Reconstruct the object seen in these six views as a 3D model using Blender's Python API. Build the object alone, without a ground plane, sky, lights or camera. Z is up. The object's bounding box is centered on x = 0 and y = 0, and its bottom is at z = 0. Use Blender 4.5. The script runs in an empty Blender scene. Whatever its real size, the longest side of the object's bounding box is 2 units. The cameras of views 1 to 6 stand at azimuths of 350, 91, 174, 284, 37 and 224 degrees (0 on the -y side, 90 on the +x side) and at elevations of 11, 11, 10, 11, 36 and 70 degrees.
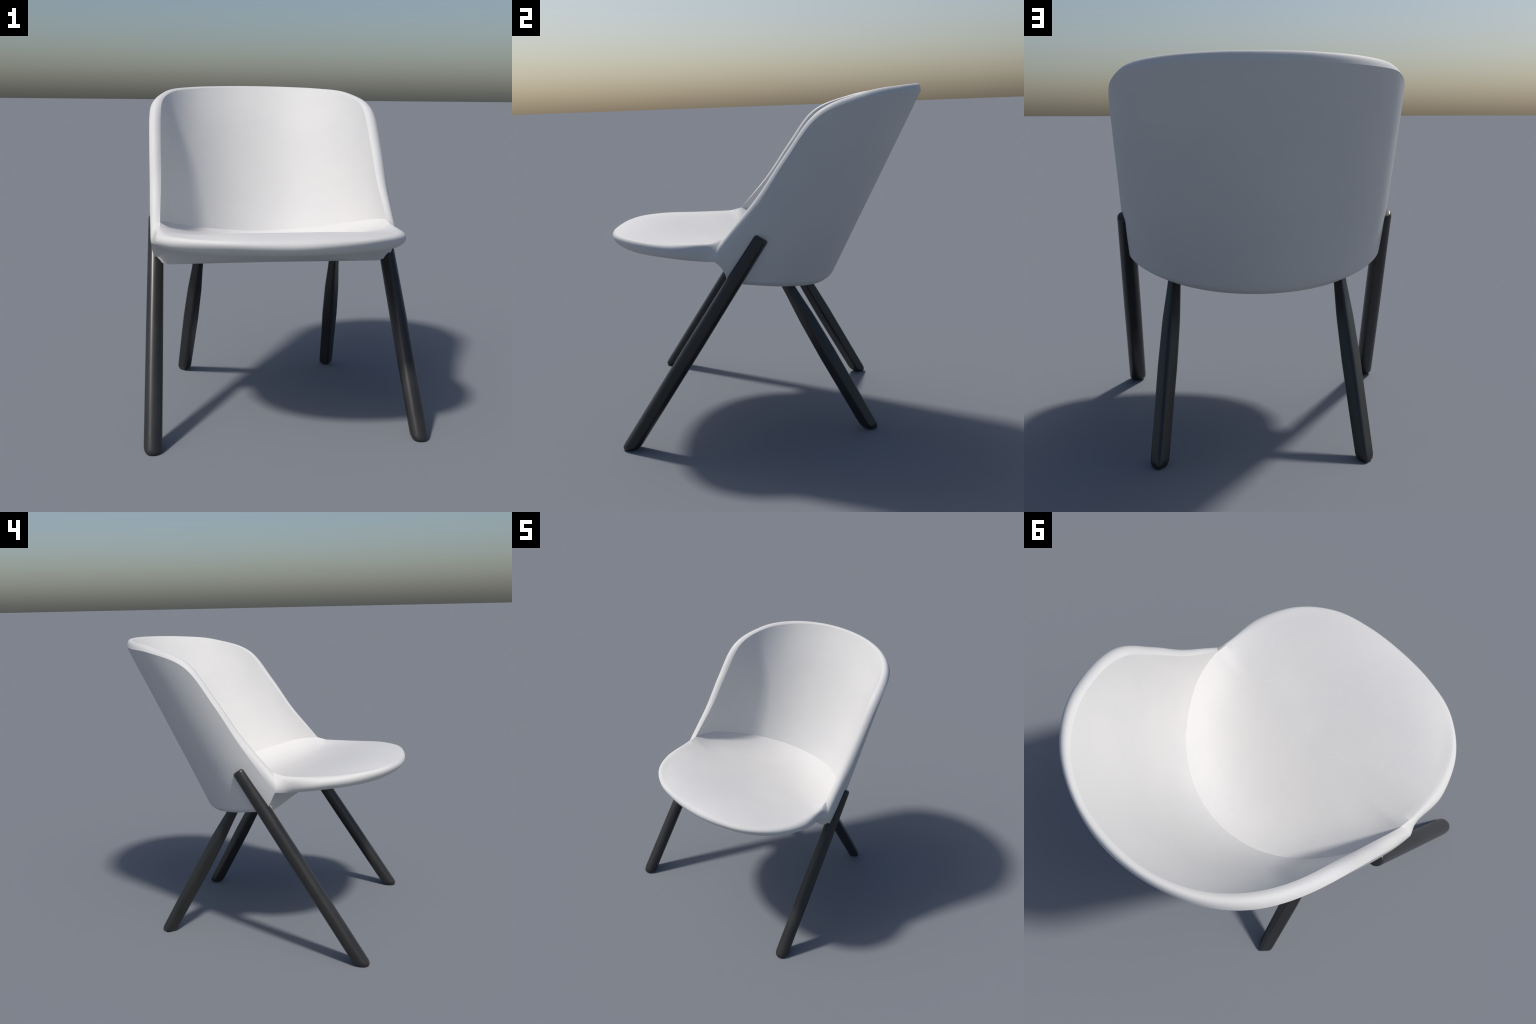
"""Low easy chair: one white upholstered tub shell (sheared round tube, leaning back)
with a tongue-like round seat, standing on four splayed dark lacquered legs."""
import bpy, math
from mathutils import Vector, Matrix

# ------------------------------------------------------------------ placement
TURN = math.radians(-1.95)          # the chair stands slightly turned
SHIFT = 0.026                       # its mirror plane, before turning

# ------------------------------------------------------------------ helpers
def lerp(a, b, t):
    return a + (b - a) * t

def smooth(t):
    t = max(0.0, min(1.0, t))
    return t * t * (3 - 2 * t)

def spline(stations, mirror=(1, 1, 1)):
    """Catmull-Rom through evenly spaced stations, reflected past the last one
    (the mirror plane of the chair), f(t) with t in 0..1."""
    P = [Vector(p) for p in stations]
    tail = Vector([a * m for a, m in zip(P[-2], mirror)])
    head = P[0] * 2 - P[1]
    Q = [head] + P + [tail]
    n = len(P) - 1
    def f(t):
        k = min(int(t * n), n - 1)
        u = t * n - k
        a, b, c, d = Q[k:k + 4]
        return 0.5 * (2 * b + (c - a) * u + (2 * a - 5 * b + 4 * c - d) * u * u
                      + (3 * b - a - 3 * c + d) * u ** 3)
    return f

def reflect_angle(stations):
    """spline over (angle, z, radius), reflected about angle 90 degrees"""
    s = [Vector(p) for p in stations]
    f0 = [p for p in s] + [Vector((180 - s[-2].x, s[-2].y, s[-2].z))]
    Q = [s[0] * 2 - s[1]] + f0
    n = len(s) - 1
    def f(t):
        k = min(int(t * n), n - 1)
        u = t * n - k
        a, b, c, d = Q[k:k + 4]
        return 0.5 * (2 * b + (c - a) * u + (2 * a - 5 * b + 4 * c - d) * u * u
                      + (3 * b - a - 3 * c + d) * u ** 3)
    return f

# ------------------------------------------------------------------ shell rules
def outer_radius(z):                # the outer tube widens upwards
    pts = [(0.80, .718), (0.95, .732), (1.10, .744), (1.25, .750), (1.60, .754), (2.0, .761)]
    for (a, ra), (b, rb) in zip(pts[:-1], pts[1:]):
        if z <= b:
            return lerp(ra, rb, (z - a) / (b - a))
    return pts[-1][1]
def outer_centre(z):                # and leans back
    return 0.398 + 0.503 * (z - 0.84) - outer_radius(z)
def inner_centre(z):                # inner tube leans a little more: wall thins upwards
    return -0.165 + 0.53 * (z - 1.19)
def on_outer(p):
    a = math.radians(p[0])
    r = outer_radius(p[1]) + p[2] + 0.011 * (math.sin(2 * a) ** 2 * lerp(-1, 0.25, smooth((p[1] - 1.05) / 0.6))
                                       + 1.7 * math.sin(2 * a) ** 4 * smooth((p[1] - 1.5) / 0.45))
    return Vector((r * math.cos(a), outer_centre(p[1]) + r * math.sin(a), p[1]))
def on_inner(p, bow=0.0):
    a = math.radians(p[0])
    return Vector((p[2] * math.cos(a), inner_centre(p[1]) + (p[2] - bow) * math.sin(a), p[1]))

# guide curves of the shell, (angle, height, radius), from the seat notch to the top centre
rim_in = reflect_angle([(-4, 1.187, .694), (3, 1.41, .680), (7, 1.645, .680), (12.2, 1.858, .680),
                        (29, 1.945, .682), (50, 1.975, .679), (70, 1.988, .667), (90, 1.992, .657)])
rim_out = reflect_angle([(-1, 1.070, .006), (5, 1.355, 0), (8.6, 1.613, 0), (14.2, 1.836, 0),
                         (31, 1.922, 0), (50, 1.944, 0), (71, 1.953, 0), (90, 1.955, 0)])
crease = reflect_angle([(-4, 1.187, .694), (6, 1.176, .676), (14, 1.162, .663), (24, 1.137, .650),
                        (37, 1.108, .643), (54, 1.070, .650), (72, 1.040, .663), (90, 1.026, .670)])
def knee(t):                        # where the wall starts to turn under
    a = lerp(5.7, 90, smooth(t) * 0.35 + t * 0.65)
    return Vector((a, 0.985 - 0.118 * math.sin(math.radians(a)), 0))
def bottom_z(y):
    return 0.90 - 0.21 * y
def bottom_edge(t):
    a = math.radians(lerp(10.6, 90, smooth(t) * 0.35 + t * 0.65))
    r = lerp(0.655, 0.695, smooth(t / 0.25))
    y = -0.33 + 0.695 * math.sin(a)
    return Vector((r * math.cos(a), y, bottom_z(y) - 0.012 * (1 - smooth(t / 0.25))))

# guide curves of the seat lip, from the notch to the front centre
MIR = (-1, 1, 1)
lip_top = spline([on_inner(rim_in(0)), (.692, -.320, 1.166), (.650, -.527, 1.167), (.565, -.721, 1.179),
                  (.410, -.852, 1.189), (.211, -.905, 1.194), (0, -.918, 1.194)], MIR)
lip_edge = spline([(.738, -.250, 1.130), (.722, -.325, 1.133), (.716, -.520, 1.139), (.616, -.728, 1.155),
                   (.442, -.868, 1.152), (.227, -.933, 1.145), (0, -.953, 1.140)], MIR)
lip_low = spline([on_outer(rim_out(0)), (.706, -.320, 1.066), (.690, -.470, 1.080), (.610, -.677, 1.100),
                  (.440, -.796, 1.100), (.225, -.850, 1.100), (0, -.865, 1.100)], MIR)
def front_foot(t):                  # front edge of the flat bottom
    p = bottom_edge(0)
    x = p.x * math.cos(t * math.pi / 2)
    y = lerp(p.y, -0.27, smooth(t))
    return Vector((x, y, lerp(p.z, bottom_z(-0.27), smooth(t))))

# ------------------------------------------------------------------ body grid
WALL_BOW = 0.024                    # the lumbar part bulges forward a little
NB, NF = 72, 48                     # columns: shell half, lip half
N_SEAT, N_WALL, N_ROLL, N_OUT, N_TURN, N_BASE = 16, 28, 10, 30, 8, 6
SEAT_C = Vector((0, -0.25, 1.09))

def roll(I, M, O, full):
    """bead from inner to outer edge through M; full=1: parallel flanks, 0: a flat arch"""
    C = 2 * M - 0.5 * (I + O)
    h = (M - (I + O) / 2) * (4 / 3)
    C1 = lerp(I + (C - I) * (2 / 3), I + h, full)
    C2 = lerp(O + (C - O) * (2 / 3), O + h, full)
    return [(1 - u) ** 3 * I + 3 * u * (1 - u) ** 2 * C1 + 3 * u * u * (1 - u) * C2 + u ** 3 * O
            for u in [k / N_ROLL for k in range(N_ROLL + 1)]]

def seat_ray(E):
    pts = []
    d = Vector((E.x, E.y, 0)) - Vector((SEAT_C.x, SEAT_C.y, 0))
    back = smooth(0.5 + d.y)
    tilt = -lerp(0.27, 0.31, back) * d.y + 0.03 * d.x ** 2
    p = lerp(4.0, 4.5, back) + 2.5 * math.exp(-((d.y - 0.03) / 0.18) ** 2)   # tight fillet at the notch
    for k in range(N_SEAT + 1):
        r = k / N_SEAT
        z = SEAT_C.z + tilt * r + (E.z - SEAT_C.z - tilt) * r ** p
        pts.append(Vector((d.x * r, SEAT_C.y + d.y * r, z)))
    return pts

def shell_column(t):
    i, o, c, k = rim_in(t), rim_out(t), crease(t), knee(t)
    I, O = on_inner(i), on_outer(o)
    dt = 0.01
    ta, tb = max(0, t - dt), min(1, t + dt)
    tang = (on_inner(rim_in(tb)) + on_outer(rim_out(tb))) - (on_inner(rim_in(ta)) + on_outer(rim_out(ta)))
    n = tang.cross(O - I)
    if n.dot(I - on_inner(c)) < 0 and t > 0.05 or t <= 0.05 and n.y > 0:
        n = -n
    n.normalize()
    n = lerp(n, Vector((0, 0, 1)), 0.55 * smooth((t - 0.42) / 0.2)).normalized()
    M = (I + O) / 2 + n * lerp(0.024, 0.016, smooth(t / 0.2) - smooth((t - 0.5) / 0.2))
    M = lerp(lip_edge(0), M, smooth(t / 0.06))
    seat = seat_ray(on_inner(c))
    wall = [on_inner(lerp(c, i, q / N_WALL), WALL_BOW * math.sin(math.pi * (q / N_WALL) ** 1.8))
            for q in range(N_WALL + 1)]
    rl = roll(I, M, O, 0.12)
    outer = [on_outer(lerp(o, k, q / N_OUT)) for q in range(N_OUT + 1)]
    K, B = on_outer(k), bottom_edge(t)
    C = K + Vector((0, -0.495, -1)) * (0.55 * (K.z - B.z))
    turn = [(1 - u) ** 2 * K + 2 * u * (1 - u) * C + u * u * B
            for u in [q / N_TURN for q in range(N_TURN + 1)]]
    return seat, wall, rl, outer + turn[1:], B

def lip_column(t, edge_path):
    I, M, O = lip_top(t), lip_edge(t), lip_low(t)
    F = front_foot(t)
    def under(tt, u):
        O2, F2 = lip_low(tt), front_foot(tt)
        C2 = Vector((F2.x * 0.96, lerp(O2.y, F2.y, lerp(0.97, 0.6, smooth(tt * 1.3 - 0.2))), O2.z - lerp(0.02, 0.04, tt)))
        k = lerp(4.0, 1.3, smooth(tt * 1.3 - 0.2))        # how hard it hugs the corner
        a, b, c = (1 - u) ** 2, 2 * u * (1 - u) * k, u * u
        return (a * O2 + b * C2 + c * F2) / (a + b + c)
    n = len(edge_path) - 1
    w = 1 - smooth(t / 0.08)
    und = []
    for q in range(n + 1):
        u = q / n
        und.append(under(t, u) + (edge_path[q] - under(0, u)) * w)
    seat = seat_ray(I)
    return seat, [I], roll(I, M, O, lerp(0.12, 0.75, smooth(t * 4))), und, F

cols = []                            # +x half: front centre .. notch .. back centre
shell_cols = [shell_column(j / NB) for j in range(NB + 1)]
edge_path = shell_cols[0][3]
lip_cols = [lip_column(j / NF, edge_path) for j in range(NF + 1)]
half = [('lip', c) for c in reversed(lip_cols[1:])] + [('shell', c) for c in shell_cols]

verts, index, faces, part, sharp = [], {}, [], [], set()
def vid(p):
    if abs(p.x) < 1e-5:
        p = Vector((0, p.y, p.z))
    key = (round(p.x, 5), round(p.y, 5), round(p.z, 5))
    if key not in index:
        index[key] = len(verts)
        verts.append(Vector(p))
    return index[key]
def face(ps, name):
    ids = []
    for p in ps:
        v = vid(p)
        if v not in ids:
            ids.append(v)
    if len(ids) > 2:
        faces.append(ids)
        part.append(name)
def strip(A, B, name, flip):
    for k in range(len(A) - 1):
        q = [A[k], B[k], B[k + 1], A[k + 1]]
        face(q if flip else q[::-1], name)
def mark(a, b):
    sharp.add(frozenset((vid(a), vid(b))))

BASE_C = Vector((0, 0.06, bottom_z(0.06) - 0.008))
def base_ray(B):
    out = []
    for k in range(N_BASE + 1):
        r = 1 - k / N_BASE
        p = BASE_C + (B - BASE_C) * r
        out.append(p)
    return out

for side in (1, -1):
    S = lambda pts: [Vector((p.x * side, p.y, p.z)) for p in pts]
    fl = side > 0
    for (ka, a), (kb, b) in zip(half[:-1], half[1:]):
        shell = (ka == 'shell' and kb == 'shell')
        A = [S(x) for x in a[:4]]
        Bc = [S(x) for x in b[:4]]
        if not shell and kb == 'shell':        # lip column against the notch column
            Bc[1] = [Bc[2][0]]
        strip(A[0], Bc[0], 'seat', fl)
        if shell:
            strip(A[1], Bc[1], 'backrest', fl)
            mark(A[1][0], Bc[1][0])
            mark(A[1][-1], Bc[1][-1])
            mark(A[2][-1], Bc[2][-1])
        else:
            mark(A[2][-1], Bc[2][-1])
        name = 'backrest' if shell else 'seat'
        strip(A[2], Bc[2], name, fl)
        strip(A[3], Bc[3], name if shell else 'underside', fl)
        strip(base_ray(S([a[4]])[0]), base_ray(S([b[4]])[0]), 'underside', fl)

me = bpy.data.meshes.new('body_whole')
me.from_pydata([tuple(v) for v in verts], [], faces)
me.update()
for e in me.edges:
    if frozenset(e.vertices) in sharp:
        e.use_edge_sharp = True
me.shade_smooth()
# shell front corner and underside breaks: sharp where the faces meet steeply
import bmesh
bm = bmesh.new()
bm.from_mesh(me)
for e in bm.edges:
    if len(e.link_faces) == 2 and e.calc_face_angle(0) > math.radians(38):
        e.smooth = False
bm.to_mesh(me)
bm.free()
me.update()
corner = [Vector(c.vector) for c in me.corner_normals]

# ------------------------------------------------------------------ materials
def new_mat(name):
    m = bpy.data.materials.new(name)
    m.use_nodes = True
    nt = m.node_tree
    return m, nt, nt.nodes['Principled BSDF']

def leather():
    m, nt, b = new_mat('white_leather')
    N, L = nt.nodes.new, nt.links.new
    tc = N('ShaderNodeTexCoord')
    # slight warp of the coordinates
    warp = N('ShaderNodeTexNoise'); warp.inputs['Scale'].default_value = 3.0
    warp.inputs['Detail'].default_value = 4
    L(tc.outputs['Object'], warp.inputs['Vector'])
    add = N('ShaderNodeMix'); add.data_type = 'VECTOR'; add.inputs['Factor'].default_value = 0.03
    L(tc.outputs['Object'], add.inputs['A']); L(warp.outputs['Color'], add.inputs['B'])
    # hair-thin wrinkles: level lines of stretched noise, several directions and sizes
    lines = None
    for sc, rot, stretch, width in ((4.0, (0.2, 0.1, 0.9), (1, 0.16, 0.4), 0.006),
                                    (5.0, (0.5, 0.3, -0.2), (1, 0.2, 0.4), 0.007),
                                    (8.0, (0.1, 0.5, 0.5), (1, 0.25, 0.4), 0.010)):
        mp = N('ShaderNodeMapping')
        mp.vector_type = 'TEXTURE'               # turn first, then stretch
        mp.inputs['Rotation'].default_value = rot
        mp.inputs['Scale'].default_value = stretch
        L(add.outputs['Result'], mp.inputs['Vector'])
        v = N('ShaderNodeTexNoise')
        v.inputs['Scale'].default_value = sc
        v.inputs['Detail'].default_value = 0.8
        L(mp.outputs['Vector'], v.inputs['Vector'])
        pp = N('ShaderNodeMath'); pp.operation = 'PINGPONG'; pp.inputs[1].default_value = 0.09
        L(v.outputs['Fac'], pp.inputs[0])
        r = N('ShaderNodeMapRange'); r.inputs['From Min'].default_value = 0.0
        r.inputs['From Max'].default_value = width
        r.inputs['To Min'].default_value = 1.0; r.inputs['To Max'].default_value = 0.0
        L(pp.outputs[0], r.inputs['Value'])
        if lines is None:
            lines = r.outputs['Result']
        else:
            mx = N('ShaderNodeMath'); mx.operation = 'MAXIMUM'
            L(lines, mx.inputs[0]); L(r.outputs['Result'], mx.inputs[1])
            lines = mx.outputs[0]
    fade = N('ShaderNodeTexNoise'); fade.inputs['Scale'].default_value = 7.0
    L(tc.outputs['Object'], fade.inputs['Vector'])
    fr = N('ShaderNodeMapRange'); fr.inputs['From Min'].default_value = 0.35
    fr.inputs['From Max'].default_value = 0.7
    L(fade.outputs['Fac'], fr.inputs['Value'])
    lm = N('ShaderNodeMath'); lm.operation = 'MULTIPLY'
    L(lines, lm.inputs[0]); L(fr.outputs['Result'], lm.inputs[1])
    # cloudy tint
    cl = N('ShaderNodeTexNoise'); cl.inputs['Scale'].default_value = 2.2
    cl.inputs['Detail'].default_value = 5
    L(tc.outputs['Object'], cl.inputs['Vector'])
    ramp = N('ShaderNodeValToRGB')
    ramp.color_ramp.elements[0].position = 0.35; ramp.color_ramp.elements[0].color = WHITE_A
    ramp.color_ramp.elements[1].position = 0.65; ramp.color_ramp.elements[1].color = WHITE_B
    L(cl.outputs['Fac'], ramp.inputs['Fac'])
    mix = N('ShaderNodeMix'); mix.data_type = 'RGBA'
    sc = N('ShaderNodeMath'); sc.operation = 'MULTIPLY'; sc.inputs[1].default_value = 0.45
    L(lm.outputs[0], sc.inputs[0]); L(sc.outputs[0], mix.inputs['Factor'])
    L(ramp.outputs['Color'], mix.inputs['A']); mix.inputs['B'].default_value = WHITE_L
    L(mix.outputs['Result'], b.inputs['Base Color'])
    grain = N('ShaderNodeTexNoise'); grain.inputs['Scale'].default_value = 90
    grain.inputs['Detail'].default_value = 3
    L(tc.outputs['Object'], grain.inputs['Vector'])
    gm = N('ShaderNodeMath'); gm.operation = 'MULTIPLY_ADD'; gm.inputs[1].default_value = 0.25
    L(grain.outputs['Fac'], gm.inputs[0]); L(lm.outputs[0], gm.inputs[2])
    bp = N('ShaderNodeBump'); bp.inputs['Strength'].default_value = 0.14
    bp.inputs['Distance'].default_value = 0.004
    L(gm.outputs[0], bp.inputs['Height']); L(bp.outputs['Normal'], b.inputs['Normal'])
    b.inputs['Roughness'].default_value = 0.6
    b.inputs['Specular IOR Level'].default_value = 0.3
    return m

WHITE_A = (0.575, 0.575, 0.58, 1)
WHITE_B = (0.60, 0.597, 0.59, 1)
WHITE_L = (0.66, 0.66, 0.655, 1)

def lacquer():
    m, nt, b = new_mat('black_lacquer')
    N, L = nt.nodes.new, nt.links.new
    tc = N('ShaderNodeTexCoord')
    mp = N('ShaderNodeMapping'); mp.inputs['Scale'].default_value = (14, 14, 3)
    L(tc.outputs['Object'], mp.inputs['Vector'])
    n = N('ShaderNodeTexNoise'); n.inputs['Scale'].default_value = 0.8; n.inputs['Detail'].default_value = 1
    L(mp.outputs['Vector'], n.inputs['Vector'])
    r = N('ShaderNodeValToRGB')
    r.color_ramp.elements[0].position = 0.3; r.color_ramp.elements[0].color = (0.017, 0.017, 0.0175, 1)
    r.color_ramp.elements[1].position = 0.7; r.color_ramp.elements[1].color = (0.023, 0.0225, 0.022, 1)
    L(n.outputs['Fac'], r.inputs['Fac']); L(r.outputs['Color'], b.inputs['Base Color'])
    rr = N('ShaderNodeMapRange'); rr.inputs['To Min'].default_value = 0.27; rr.inputs['To Max'].default_value = 0.33
    L(n.outputs['Fac'], rr.inputs['Value']); L(rr.outputs['Result'], b.inputs['Roughness'])
    b.inputs['Specular IOR Level'].default_value = 0.5
    return m

white = leather()
black = lacquer()

# ------------------------------------------------------------------ thing
chair = bpy.data.objects.new('easy_chair', None)
bpy.context.scene.collection.objects.link(chair)
chair['label'] = 'white upholstered tub easy chair on four splayed black legs'
chair['category'] = 'chair'
chair.rotation_euler = (0, 0, TURN)
chair.location = Matrix.Rotation(TURN, 3, 'Z') @ Vector((SHIFT, 0, 0))

def add(name, mesh, parent=chair):
    o = bpy.data.objects.new(name, mesh)
    bpy.context.scene.collection.objects.link(o)
    o.parent = parent
    return o

for name in ('seat', 'backrest', 'underside'):
    remap, vs, fs, ns = {}, [], [], []
    for f, nm in zip(me.polygons, part):
        if nm != name:
            continue
        ids = []
        for li in f.loop_indices:
            v = me.loops[li].vertex_index
            if v not in remap:
                remap[v] = len(vs)
                vs.append(tuple(verts[v]))
            ids.append(remap[v])
            ns.append(corner[li])
        fs.append(ids)
    m = bpy.data.meshes.new(name)
    m.from_pydata(vs, [], fs)
    m.update()
    m.shade_smooth()
    m.normals_split_custom_set(ns)
    m.materials.append(white)
    add(name, m)
bpy.data.meshes.remove(me)

# ------------------------------------------------------------------ legs
def leg_section(wx, wy, cut, fillet=0.007):
    """outline of a bar with planed corners, half sizes wx, wy; every corner softly rounded"""
    cx, cy = wx * cut, wy * cut
    poly = [(wx, -wy + cy), (wx, wy - cy), (wx - cx, wy), (-wx + cx, wy),
            (-wx, wy - cy), (-wx, -wy + cy), (-wx + cx, -wy), (wx - cx, -wy)]
    P = [Vector(p) for p in poly]
    out = []
    for k, p in enumerate(P):
        a, c = P[k - 1], P[(k + 1) % len(P)]
        ra = min(fillet, (a - p).length * 0.45)
        rc = min(fillet, (c - p).length * 0.45)
        s, e = p + (a - p).normalized() * ra, p + (c - p).normalized() * rc
        for q in range(5):
            u = q / 4
            v = (1 - u) ** 2 * s + 2 * u * (1 - u) * p + u * u * e
            out.append((v.x, v.y))
    return out

def make_leg(name, foot, top, sizes, cut, fillet, spin=0.0):
    """sizes: list of (fraction along the axis, half width, half depth)"""
    foot, top = Vector(foot), Vector(top)
    ax = (top - foot).normalized()
    length = (top - foot).length
    side = Vector((1, 0, 0))
    rings = []
    def size_at(f):
        for (f0, a0, b0), (f1, a1, b1) in zip(sizes[:-1], sizes[1:]):
            if f <= f1:
                u = (f - f0) / (f1 - f0)
                return lerp(a0, a1, u), lerp(b0, b1, u)
        return sizes[-1][1:]
    # rounded ends: (distance from the end, scale), a full one at the foot, a tight one on top
    def cap(r, inset):
        return [(r * (1 - math.cos(math.radians(15 * q))), 1 - inset * (1 - math.sin(math.radians(15 * q))))
                for q in range(7)]
    stations = [(h / length, s) for h, s in cap(0.042, 0.42)]
    stations += [(q / 24, 1.0) for q in range(2, 24)]
    stations += [(1 - h / length, s) for h, s in reversed(cap(0.016, 0.30))]
    for f, s in stations:
        wx, wy = size_at(f)
        tilt = smooth(f / 0.55)                   # level cut at the foot, square cut on top
        nrm = lerp(Vector((0, 0, 1)), ax, tilt).normalized()
        u = (side - nrm * side.dot(nrm)).normalized()
        v = nrm.cross(u)
        stretch = 1.0 / max(0.3, nrm.dot(ax))
        c = foot + ax * (f * length)
        ring = []
        for px, py in leg_section(wx, wy, cut, fillet):
            if spin:
                q = math.radians(spin)
                px, py = px * math.cos(q) - py * math.sin(q), px * math.sin(q) + py * math.cos(q)
            ring.append(c + u * px * s + v * py * s * stretch)
        rings.append(ring)
    vs = [p for r in rings for p in r]
    n = len(rings[0])
    fs = []
    for k in range(len(rings) - 1):
        for j in range(n):
            fs.append([k * n + j, k * n + (j + 1) % n, (k + 1) * n + (j + 1) % n, (k + 1) * n + j])
    fs.append(list(range(n))[::-1])
    fs.append([len(vs) - n + j for j in range(n)])
    m = bpy.data.meshes.new(name)
    m.from_pydata([tuple(p) for p in vs], [], fs)
    m.update()
    m.shade_smooth()
    m.materials.append(black)
    return add(name, m)

for sx in (1, -1):
    make_leg('leg', (sx * .760, -.794, 0), (sx * .712, -.001, 1.195),
             [(0, .051, .045), (0.5, .050, .046), (1, .0465, .043)], 0.55, .019)
    make_leg('leg', (sx * .520, .594, 0), (sx * .445, .106, .90),
             [(0, .0375, .0375), (0.5, .041, .041), (0.74, .0385, .037), (0.93, .029, .028), (1, .028, .027)],
             0.26, .008, spin=45)
